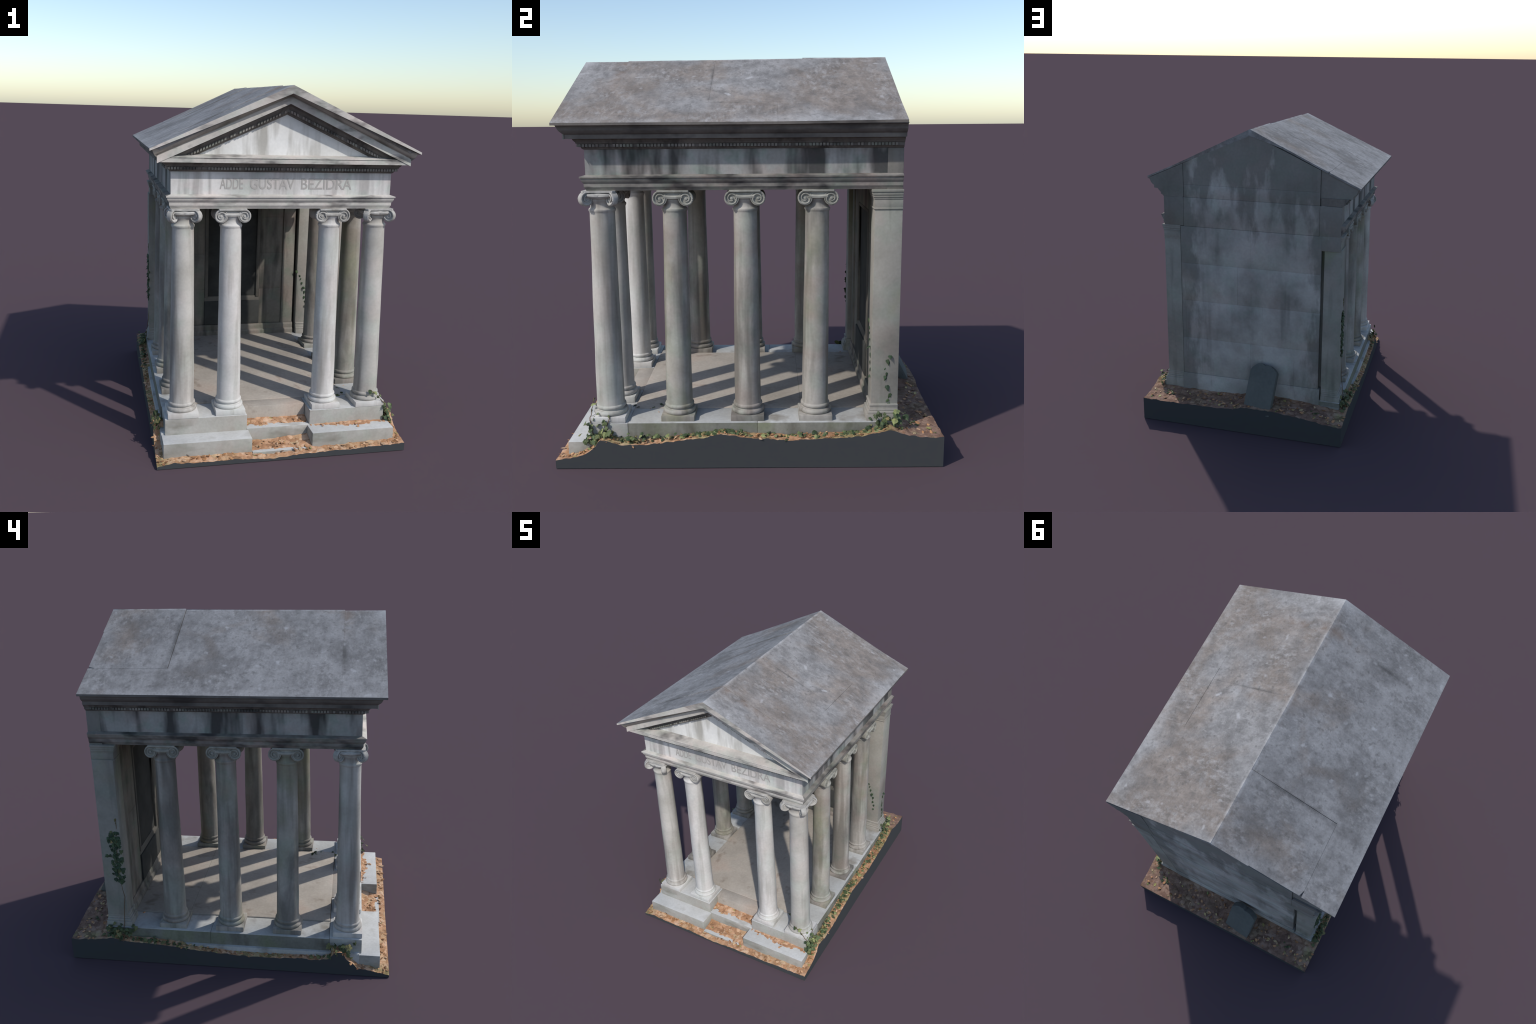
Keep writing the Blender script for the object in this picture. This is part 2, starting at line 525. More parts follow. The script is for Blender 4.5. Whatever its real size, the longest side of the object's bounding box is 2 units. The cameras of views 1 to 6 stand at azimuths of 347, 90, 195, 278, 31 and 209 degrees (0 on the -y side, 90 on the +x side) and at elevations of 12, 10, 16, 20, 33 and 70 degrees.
RIM_FRONT = [(-.683, .015), (-.6, .027), (-.39, .023), (-.28, .026), (-.09, .014), (-.04, .014),
             (.157, .028), (.35, .03), (.51, .038), (.705, .039)]
RIM_BACK = [(-.683, .128), (-.63, .133), (-.42, .162), (-.21, .182), (0, .182), (.05, .162),
            (.23, .15), (.44, .148), (.705, .149)]
RIM_RIGHT = [(-.947, .039), (-.841, .057), (-.797, .074), (-.755, .1), (-.729, .144), (-.69, .139),
             (-.63, .118), (-.53, .114), (-.43, .126), (-.31, .143), (-.2, .155), (-.14, .17),
             (-.07, .163), (0, .148), (.12, .145), (.18, .137), (.26, .142), (.4, .145), (.55, .157),
             (.64, .178), (.69, .187), (.74, .168), (.84, .152), (.947, .149)]
RIM_LEFT = [(-.947, .015), (-.85, .036), (-.77, .046), (-.73, .083), (-.70, .105), (-.68, .143),
            (-.635, .146), (-.60, .102), (-.55, .09), (-.42, .092), (-.26, .084), (-.02, .09),
            (.14, .103), (.39, .128), (.58, .138), (.70, .156), (.765, .139), (.947, .128)]


def ground_z(x, y, rough=True):
    u = (x - GX0) / (GX1 - GX0)
    v = (y - GY0) / (GY1 - GY0)
    f, b = interp(x, RIM_FRONT), interp(x, RIM_BACK)
    l, r = interp(y, RIM_LEFT), interp(y, RIM_RIGHT)
    c = ((1 - u) * (1 - v) * .015 + u * (1 - v) * .039 + (1 - u) * v * .128 + u * v * .149)
    z = (1 - v) * f + v * b + (1 - u) * l + u * r - c
    if x > .62 or y > .74:
        z += .004
    if rough:
        z += 0.006 * noise.noise(Vector((x * 26, y * 26, 3.0)))
        z += 0.0045 * noise.noise(Vector((x * 61, y * 61, 7.0)))
    return max(z, 0.006)


def build_ground():
    nx, ny = 130, 180
    vs, fs, sl = [], [], []
    for j in range(ny + 1):
        for i in range(nx + 1):
            x = GX0 + (GX1 - GX0) * i / nx
            y = GY0 + (GY1 - GY0) * j / ny
            vs.append((x, y, ground_z(x, y)))
    W = nx + 1
    for j in range(ny):
        for i in range(nx):
            fs.append((j * W + i, j * W + i + 1, (j + 1) * W + i + 1, (j + 1) * W + i))
            sl.append(0)
    rim = ([i for i in range(W)] + [j * W + nx for j in range(1, ny + 1)]
           + [ny * W + i for i in range(nx - 1, -1, -1)] + [j * W for j in range(ny - 1, 0, -1)])
    base = len(vs)
    for r in rim:
        vs.append((vs[r][0], vs[r][1], 0.0))
    n = len(rim)
    for k in range(n):
        fs.append((rim[k], base + k, base + (k + 1) % n, rim[(k + 1) % n]))
        sl.append(1)
    fs.append(tuple(base + k for k in range(n)))
    sl.append(1)
    me = bpy.data.meshes.new('soil_patch')
    me.from_pydata(vs, [], fs)
    me.materials.append(M['soil'])
    me.materials.append(M['skirt'])
    me.polygons.foreach_set('material_index', sl)
    me.shade_smooth()
    me.set_sharp_from_angle(angle=math.radians(50))
    return add('soil_patch', me)


GROUND = build_ground()


def heap(name, x0, x1, y0, y1, base, height, mat, seed, cell=0.006):
    """a drift of litter: lumpy height field that runs out to nothing at ragged edges"""
    nx, ny = max(4, int((x1 - x0) / cell)), max(4, int((y1 - y0) / cell))
    vs, fs = [], []
    for j in range(ny + 1):
        for i in range(nx + 1):
            u, v = i / nx, j / ny
            x, y = x0 + (x1 - x0) * u, y0 + (y1 - y0) * v
            lump = noise.noise(Vector((x * 24, y * 24, seed))) * 0.6 + \
                noise.noise(Vector((x * 60, y * 60, seed + 5))) * 0.4
            vs.append((x, y, base(x, y) + height(u, v, lump)))
    W = nx + 1
    for j in range(ny):
        for i in range(nx):
            fs.append((j * W + i, j * W + i + 1, (j + 1) * W + i + 1, (j + 1) * W + i))
    me = bpy.data.meshes.new(name)
    me.from_pydata(vs, [], fs)
    me.materials.append(mat)
    me.shade_smooth()
    return add(name, me)


# ------------------------------------------------------------------ platform and steps
def tread_tops(me):
    me.materials.append(M['step_top'])
    for p in me.polygons:
        if p.normal.z > .5:
            p.material_index = 1
    return me


def build_platform():
    # kerb course: two front pedestals, side and rear kerbs, threshold between
    b = Builder()
    b.box(-.627, -.172, -.787, -.60, .02, ZF, .004)
    b.box(.190, .637, -.785, -.60, .02, ZF, .004)
    kerb = add('platform', tread_tops(b.mesh('platform', [M['step']], 30)))
    b = Builder()
    b.box(-.630, -.45, -.5995, .10, .02, ZF - .0006, .003)
    b.box(-.630, -.45, .1005, .74, .02, ZF, .003)
    b.box(.455, .636, -.5995, .04, .02, ZF + .0030, .003)
    b.box(.455, .636, .0405, .74, .02, ZF + .0024, .003)
    me = b.mesh('kerb', [M['plinth_side'], M['kerb_face']], 30)
    for p in me.polygons:
        if p.normal.z < .3:
            p.material_index = 1
    add('kerb', me, kerb)
    # one worn paving slab fills the porch floor up to the threshold
    b = Builder()
    b.box(-.4495, .4545, -.598, .61, .05, ZF + .0060, .004)
    b.box(-.170, .188, -.687, -.597, .03, ZF + .003, .004)
    b.box(-.4495, .4545, .262, .2635, .1, ZF + .0062, 0, 1)
    add('paving', b.mesh('paving', [M['floor'], M['kerb_face']], 30), kerb)
    # ledge course showing on the left
    b = Builder()
    b.box(-.648, -.55, -.775, .33, .02, .121, .004)
    add('footing_ledge', b.mesh('footing_ledge', [M['plinth_side']], 30), kerb)
    return kerb


PLATFORM = build_platform()


def build_steps():
    b = Builder()
    b.box(-.645, -.163, -.8935, -.70, .0, .113, .004)
    add('step_block', tread_tops(b.mesh('step_block', [M['step']], 30)))
    b = Builder()
    b.box(.178, .657, -.8945, -.70, .0, .117, .004)
    add('step_block', tread_tops(b.mesh('step_block', [M['step']], 30)))
    b = Builder()
    b.box(-.172, .190, -.7895, -.60, .0, .121, .003)
    add('stair_tread', tread_tops(b.mesh('stair_tread', [M['step']], 30)))
    b = Builder()
    b.box(-.162, .177, -.906, -.70, .0, .036, .003)
    add('stair_tread', tread_tops(b.mesh('stair_tread', [M['step']], 30)))


build_steps()

# leaf drifts caught on the treads
heap('leaf_drift', -.171, .188, -.772, -.683, lambda x, y: .119,
     lambda u, v, l: -.003 + .019 * v ** 1.1 + .009 * l + .003 * abs(u - .5), M['drift'], 1.0)
heap('leaf_drift', -.162, .177, -.900, -.787, lambda x, y: .034,
     lambda u, v, l: -.004 + .012 * min(1, v * 3) + .008 * l + .030 * max(0, u - .75) * 4 * v, M['drift'], 2.0)
heap('leaf_drift', .195, .64, -.868, -.783, lambda x, y: .117,
     lambda u, v, l: -.006 + .014 * v + .008 * l - .012 * abs(u - .55), M['drift'], 3.0)

# ------------------------------------------------------------------ columns
SIDE_Y = [-.348, -.011, .332]
# foot x, foot y, head x, head y, girth: the old shafts are no longer quite plumb
COL = [(-.527, -.704, -.528, -.696, 1.02, 'corner'), (-.264, -.698, -.273, -.698, 1.0, 'front'),
       (.287, -.696, .277, -.696, 1.0, 'front'), (.549, -.699, .540, -.696, 1.045, 'corner')]
COL += [(-.531, a, -.531, b, 1.0, 'side') for a, b in ((-.352, -.354), (-.012, -.014), (.330, .329))]
COL += [(.540, a, .538, b, 1.0, 'side') for a, b in ((-.354, -.348), (-.009, -.009), (.329, .337))]


def shaft_mesh(name, mat, seed):
    b = Builder()
    prof = [(.060, .030), (.0755, .031), (.0800, .036), (.0812, .042), (.0800, .048), (.0755, .0535),
            (.0690, .0545), (.0655, .0570), (.0650, .0600), (.0662, .0625), (.0712, .0640), (.0730, .0690), (.0722, .0745),
            (.0695, .0775), (.0668, .0800), (.0656, .0880)]
    steps = 26
    for k in range(1, steps + 1):
        t = k / steps
        z = .0900 + (1.037 - .0900) * t
        r = .0655 - .0088 * (t ** 1.15)
        prof.append((r, z))
    prof += [(.0580, 1.043), (.0605, 1.047), (.0615, 1.052), (.0605, 1.057), (.0565, 1.060), (.0535, 1.066),
             (.0520, 1.078), (.0530, 1.088), (.0575, 1.094), (.0605, 1.101), (.0590, 1.108), (.05, 1.112)]
    b.lathe(prof, 48, wob=.0016)
    return b.mesh(name, [mat], 38)


def plinth_mesh(name, mat):
    b = Builder()
    b.box(-.0825, .0825, -.0825, .0825, 0, .0305, .0025)
    return b.mesh(name, [mat], 30)


def spiral_pts(side, depth, r0=.0335, turns=1.7, n=40, eye_u=.062, eye_z=1.107):
    """scroll line on a capital face: u sideways, z up"""
    pts = []
    for i in range(n + 1):
        t = i / n
        a = pi / 2 - side * t * turns * 2 * pi
        r = r0 * (1 - t) ** 0.8 + .007 * t
        pts.append((side * eye_u + r * cos(a), eye_z + r * sin(a), depth))
    return pts


def volute_disc(b, ctr, axis_dir, half, mid_r=.027, r=.0350, seg=28):
    """scroll roll: lathe around axis_dir, pinched in the middle, flat dished faces"""
    ax = Vector(axis_dir).normalized()
    up = Vector((0, 0, 1))
    sd = ax.cross(up)
    prof = [(.004, -half + .006), (r * .8, -half + .0045), (r * .93, -half), (r, -half + .002), (r, -half + .010),
            (mid_r + .004, -half * .45), (mid_r, 0), (mid_r + .004, half * .45), (r, half - .010), (r, half - .002),
            (r * .93, half), (r * .8, half - .0045), (.004, half - .006)]
    if half < .03:
        prof = [(.004, -half + .004), (r * .78, -half + .003), (r * .92, -half), (r, -half + .003),
                (r, half - .003), (r * .92, half), (r * .78, half - .003), (.004, half - .004)]
    vs, fs = [], []
    for rr, h in prof:
        for k in range(seg):
            a = 2 * pi * k / seg
            vs.append(Vector(ctr) + ax * h + (sd * cos(a) + up * sin(a)) * rr)
    for i in range(len(prof) - 1):
        for k in range(seg):
            k2 = (k + 1) % seg
            fs.append((i * seg + k, i * seg + k2, (i + 1) * seg + k2, (i + 1) * seg + k))
    fs.append(tuple(range(seg)))
    fs.append(tuple((len(prof) - 1) * seg + k for k in range(seg)))
    b.put(vs, fs)


def capital_mesh(name, mat):
    """Ionic capital, scroll faces toward -y and +y"""
    b = Builder()
    EZ = 1.107
    b.box(-.0745, .0745, -.0725, .0725, 1.1375, 1.1465, .0015)
    b.box(-.063, .063, -.061, .061, 1.110, 1.139, .003)
    for s in (-1, 1):
        volute_disc(b, (s * .062, 0, EZ), (0, 1, 0), .066)
    for face in (-1, 1):
        y = face * .0655
        # belly of the cushion between the scrolls, sagging a little
        pts = [(-.045 + .09 * k / 8, y - face * .008, 1.1165 - .004 * cos((k / 8 - .5) * pi)) for k in range(9)]
        b.tube(pts, .011, 8)
        b.tube([(-.062, y, EZ + .0335), (0, y, EZ + .0325), (.062, y, EZ + .0335)], .0032, 6)
        for s in (-1, 1):
            sp = spiral_pts(s, y)
            b.tube([(p[0], p[2] - face * .0012, p[1]) for p in sp], [.0046 - .0018 * i / 40 for i in range(41)], 6)
            b.lathe([(.002, -.003), (.0065, -.002), (.0075, 0), (.0065, .002), (.002, .003)], 10, 'y',
                    (s * .062, y, EZ))
    return b.mesh(name, [mat], 40)


def corner_capital_mesh(name, mat):
    """angle capital: four scrolls set on the diagonals"""
    b = Builder()
    EZ = 1.107
    # abacus with hollowed sides
    outline = []
    for q in range(4):
        a0 = pi / 4 + q * pi / 2
        for k in range(9):
            a = a0 + (k / 9) * pi / 2
            t = abs((k / 9) - .0)
            mid = sin(t * pi)
            r = (.101 * (1 - mid) + .074 * mid)
            if k == 0:
                d = Vector((cos(a), sin(a)))
                p = Vector((-d.y, d.x)) * .008
                outline += [tuple(d * r - p), tuple(d * r + p)]
            else:
                outline.append((r * cos(a), r * sin(a)))
    b.prism(outline, 'z', 1.138, 1.1465)
    b.lathe([(.050, 1.104), (.068, 1.110), (.074, 1.118), (.076, 1.126), (.072, 1.134), (.066, 1.139)], 32)
    for q in range(4):
        a = pi / 4 + q * pi / 2
        d = Vector((cos(a), sin(a), 0))
        tng = Vector((-sin(a), cos(a), 0))
        ctr = d * .083 + Vector((0, 0, EZ))
        volute_disc(b, ctr, tng, .0125, r=.0335)
        for s in (-1, 1):
            pts = []
            for i in range(37):
                t = i / 36
                an = pi / 2 - t * 1.6 * 2 * pi
                r = .0318 * (1 - t) ** .8 + .006 * t
                pts.append(ctr + d * (r * cos(an)) + Vector((0, 0, r * sin(an))) + tng * (s * .0125))
            b.tube(pts, [.004 - .0016 * i / 36 for i in range(37)], 6)
            # arm sweeping from the scroll to the middle of the face
            arm = []
            for i in range(7):
                t = i / 6
                ang = a + s * (pi / 4) * t
                rr = .082 * (1 - t) + .064 * t
                arm.append(Vector((rr * cos(ang), rr * sin(ang), 1.127 - .005 * sin(t * pi * .5))))
            b.tube(arm, .0105, 8)
    return b.mesh(name, [mat], 40)


MESH = {
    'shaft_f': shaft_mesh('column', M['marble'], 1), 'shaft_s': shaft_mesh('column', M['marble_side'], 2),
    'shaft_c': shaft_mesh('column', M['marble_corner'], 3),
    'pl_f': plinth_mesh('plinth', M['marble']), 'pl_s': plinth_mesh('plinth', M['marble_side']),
    'cap_f': capital_mesh('capital', M['capital']), 'cap_c': corner_capital_mesh('capital', M['capital']),
}
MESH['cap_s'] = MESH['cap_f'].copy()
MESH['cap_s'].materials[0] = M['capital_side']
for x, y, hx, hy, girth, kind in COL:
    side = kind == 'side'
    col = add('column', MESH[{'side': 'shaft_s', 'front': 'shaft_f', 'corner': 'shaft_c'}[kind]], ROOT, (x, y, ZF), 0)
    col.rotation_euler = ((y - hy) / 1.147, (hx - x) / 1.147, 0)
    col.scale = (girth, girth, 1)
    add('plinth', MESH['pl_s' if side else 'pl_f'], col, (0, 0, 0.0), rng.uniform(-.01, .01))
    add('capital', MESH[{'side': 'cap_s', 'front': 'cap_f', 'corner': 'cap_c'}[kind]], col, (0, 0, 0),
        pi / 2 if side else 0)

# ------------------------------------------------------------------ entablature
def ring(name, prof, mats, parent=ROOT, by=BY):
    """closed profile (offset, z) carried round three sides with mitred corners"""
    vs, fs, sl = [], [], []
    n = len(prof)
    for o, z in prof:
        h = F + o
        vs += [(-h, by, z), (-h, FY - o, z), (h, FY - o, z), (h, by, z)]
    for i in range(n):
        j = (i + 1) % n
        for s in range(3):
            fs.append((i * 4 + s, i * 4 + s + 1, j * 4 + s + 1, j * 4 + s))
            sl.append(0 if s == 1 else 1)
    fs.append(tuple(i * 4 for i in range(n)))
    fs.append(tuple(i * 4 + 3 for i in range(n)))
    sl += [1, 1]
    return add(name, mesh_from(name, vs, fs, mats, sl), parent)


ARCH = [(-.13, 1.3495), (-.0015, 1.3495), (.002, 1.357), (.004, 1.3605), (.0078, 1.3675), (.0082, 1.383),
        (.0100, 1.3855), (.0150, 1.3925), (.0185, 1.400), (.0190, 1.4085), (.0245, 1.4105), (.0245, 1.4170),
        (.0, 1.4245), (-.13, 1.4245)]
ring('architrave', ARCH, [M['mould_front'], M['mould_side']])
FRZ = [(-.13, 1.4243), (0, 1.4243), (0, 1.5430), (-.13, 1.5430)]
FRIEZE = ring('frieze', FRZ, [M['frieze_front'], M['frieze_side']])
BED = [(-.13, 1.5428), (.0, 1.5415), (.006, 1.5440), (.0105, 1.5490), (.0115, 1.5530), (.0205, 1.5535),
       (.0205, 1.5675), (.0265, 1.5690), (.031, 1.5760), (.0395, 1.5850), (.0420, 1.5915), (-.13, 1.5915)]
ring('bed_moulding', BED, [M['crust_shade'], M['crust_shade']])


def dentil_row(b, p0, p1, out, z0, z1, pitch, depth, skip, slope=None):
    """small square teeth along p0->p1"""
    p0, p1, out = Vector(p0), Vector(p1), Vector(out)
    d = p1 - p0
    n = int(d.length / pitch)
    t = d.normalized()
    for k in range(n):
        if rng.random() < skip:
            continue
        c = p0 + d * ((k + .5) / n)
        w = pitch * .36
        vs = []
        for q in (-w, w):
            for dep in (-.004, depth):
                for z in (z0, z1):
                    p = c + t * q + out * dep
                    vs.append((p.x, p.y, p.z + z))
        b.put(vs, [(0, 1, 3, 2), (4, 5, 7, 6), (0, 1, 5, 4), (2, 3, 7, 6), (0, 2, 6, 4), (1, 3, 7, 5)])


b = Builder()
o = .0205
dentil_row(b, (-F - o, FY - o, 0), (F + o, FY - o, 0), (0, -1, 0), 1.5540, 1.5670, .0158, .0085, .08)
dentil_row(b, (F + o, FY - o, 0), (F + o, BY - .03, 0), (1, 0, 0), 1.5540, 1.5670, .0158, .0075, .15)
dentil_row(b, (-F - o, FY - o, 0), (-F - o, BY - .03, 0), (-1, 0, 0), 1.5540, 1.5670, .0158, .0075, .15)
dent = add('dentil', b.mesh('dentil', [M['mould_side']]))
dent['kind'] = 'stuff'

# corona of the front (level) cornice with a weathered slope running back to the gable
vs, fs = [], []
CF = [(-.06, 1.5913), (.0410, 1.5913), (.0405, 1.5935), (.0650, 1.5925), (.0725, 1.5925), (.0725, 1.6110),
      (.0690, 1.6125), (.0690, 1.6165), (.0740, 1.6170), (.0735, 1.6200), (.0600, 1.6225), (-.005, 1.6345),
      (-.06, 1.6345)]
for oo, z in CF:
    vs += [(-F - oo, FY - oo, z), (F + oo, FY - oo, z)]
n = len(CF)
fs = [(i * 2, i * 2 + 1, ((i + 1) % n) * 2 + 1, ((i + 1) % n) * 2) for i in range(n)]
fs += [tuple(i * 2 for i in range(n)), tuple(i * 2 + 1 for i in range(n))]
CORNICE = add('level_cornice', mesh_from('level_cornice', vs, fs, [M['mould_front']]))

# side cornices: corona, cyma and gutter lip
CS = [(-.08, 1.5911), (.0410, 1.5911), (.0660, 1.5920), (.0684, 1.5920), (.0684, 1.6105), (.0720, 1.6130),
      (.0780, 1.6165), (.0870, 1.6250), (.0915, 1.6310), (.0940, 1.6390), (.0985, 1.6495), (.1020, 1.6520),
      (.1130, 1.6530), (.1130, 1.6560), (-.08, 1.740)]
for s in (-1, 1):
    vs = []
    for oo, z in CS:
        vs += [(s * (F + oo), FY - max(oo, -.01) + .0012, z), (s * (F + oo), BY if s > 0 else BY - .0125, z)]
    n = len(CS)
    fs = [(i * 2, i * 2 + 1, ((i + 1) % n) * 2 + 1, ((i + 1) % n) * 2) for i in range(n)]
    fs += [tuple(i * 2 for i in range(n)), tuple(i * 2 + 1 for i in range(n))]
    add('side_cornice', mesh_from('side_cornice', vs, fs, [M['cornice_shade']]))

# raking cornices of the front gable: (offset, drop below the roof top)
RK = [(-.02, .010), (.1010, .010), (.1010, .0130), (.1000, .0170), (.0970, .0260), (.0940, .0350), (.0870, .0440),
      (.0790, .0495), (.0735, .0500), (.0735, .0560), (.0760, .0565), (.0760, .0920), (.0730, .0925), (.0460, .0915),
      (.0430, .1000), (.0380, .1090), (.0330, .1160), (.0305, .1180), (.0305, .1330), (.0170, .1340), (.0150, .1390),
      (.0060, .1490), (-.02, .1500)]
vs, fs, sl = [], [], []
n = len(RK)
for oo, d in RK:
    h = F + oo
    vs += [(-h, FY - oo, roofline(h) - d), (0, FY - oo, roofline(0) - d), (h, FY - oo, roofline(h) - d)]
for i in range(n):
    j = (i + 1) % n
    for s in range(2):
        fs.append((i * 3 + s, i * 3 + s + 1, j * 3 + s + 1, j * 3 + s))
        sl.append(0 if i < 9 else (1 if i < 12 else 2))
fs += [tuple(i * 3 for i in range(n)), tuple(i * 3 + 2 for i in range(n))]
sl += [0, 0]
PED = add('raking_cornice', mesh_from('raking_cornice', vs, fs, [M['raking'], M['mould_front'], M['crust_shade']], sl))
b = Builder()
for s in (-1, 1):
    for k in range(36):
        x0 = s * (.012 + k * .0155)
        if rng.random() < .12 or abs(x0) > .52:
            continue
        x1 = x0 + s * .0105
        y0, y1 = FY - .0390, FY - .020
        p = [(x0, roofline(x0) - .1195), (x1, roofline(x1) - .1195), (x1, roofline(x1) - .1325), (x0, roofline(x0) - .1325)]
        b.prism(p, 'y', y0, y1)
d2 = add('dentil', b.mesh('dentil', [M['mould_side']]), PED)
d2['kind'] = 'stuff'
# tympanum
b = Builder()
b.prism([(-.56, 1.60), (.56, 1.60), (.56, roofline(.56) - .02), (0, roofline(0) - .02), (-.56, roofline(.56) - .02)], 'y',
        FY - .008, FY + .06)
add('tympanum', b.mesh('tympanum', [M['tympanum']]), PED)

# unseen slab added to keep light from entering the porch from above
b = Builder()
b.box(-.53, .53, -.70, .66, 1.43, 1.47, 0)
add('light_block', b.mesh('light_block', [M['pier']]))

# carved name on the frieze
def letters(text, x0, x1, z0, z1):
    cu = bpy.data.curves.new('inscription', 'FONT')
    cu.body = text
    cu.size = 1
    cu.extrude = .02
    cu.offset = .012
    tmp = bpy.data.objects.new('tmp', cu)
    bpy.context.scene.collection.objects.link(tmp)
    bpy.context.view_layer.update()
    me = bpy.data.meshes.new_from_object(tmp.evaluated_get(bpy.context.evaluated_depsgraph_get()))
    bpy.data.objects.remove(tmp)
    bpy.data.curves.remove(cu)
    xs = [v.co.x for v in me.vertices]
    ys = [v.co.y for v in me.vertices]
    for v in me.vertices:
        x = x0 + (v.co.x - min(xs)) / (max(xs) - min(xs)) * (x1 - x0)
        z = z0 + (v.co.y - min(ys)) / (max(ys) - min(ys)) * (z1 - z0)
        v.co = (x, FY - .0002 - .0009 * (v.co.z > 0), z)
    me.materials.clear()
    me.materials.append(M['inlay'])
    return add('inscription', me, FRIEZE)


letters('ADDE', -.345, -.222, 1.453, 1.511)
letters('GUSTAV', -.185, .055, 1.453, 1.511)
letters('BEZIDRA', .092, .375, 1.453, 1.511)

# ------------------------------------------------------------------ rear wall and corner piers
def pier(s):
    """square corner pier with capital and base; s = side sign"""
    b = Builder()
    xi, xo = (.4885, .602) if s > 0 else (-.497, -.601)
    x0, x1 = min(xi, xo), max(xi, xo)
    y0, y1 = (.604, .7352) if s > 0 else (.604, .7285)

    def layer(o, za, zb, bev=.0012, back=0.0, inner=0.0):
        ox0 = x0 - (o if s < 0 else inner)
        ox1 = x1 + (o if s > 0 else inner)
        b.box(ox0, ox1, y0 - o, y1 + back, za, zb, bev)
    if s > 0:
        layer(0, .28, 1.262)
    else:
        # this one has shifted outward a little
        b.box(-.6115, -.497, .604, .7275, .28, 1.262, .0012)
    # base
    layer(.024, .17, .236, .002, .006)
    layer(.018, .235, .250, .004, .004)
    layer(.010, .249, .262, .004, .002)
    layer(.006, .261, .276, .002, .001)
    layer(.009, .275, .286, .003, .001)
    # capital
    layer(.005, 1.254, 1.262, .002, .001)
    layer(.002, 1.261, 1.302, .001, .001)
    layer(.005, 1.301, 1.311, .003, .001)
    layer(.009, 1.310, 1.322, .004, .001)
    layer(.012, 1.321, 1.338, .004, .001)
    layer(.016, 1.337, 1.3485, .001, .001)
    if s < 0:
        b.box(-.4985, -.470, .66, .69, .2, 1.26, 0)  # filler added inside the slot so no light passes through
    return add('corner_pier', b.mesh('corner_pier', [M['pier']], 30))


for s in (-1, 1):
    pier(s)


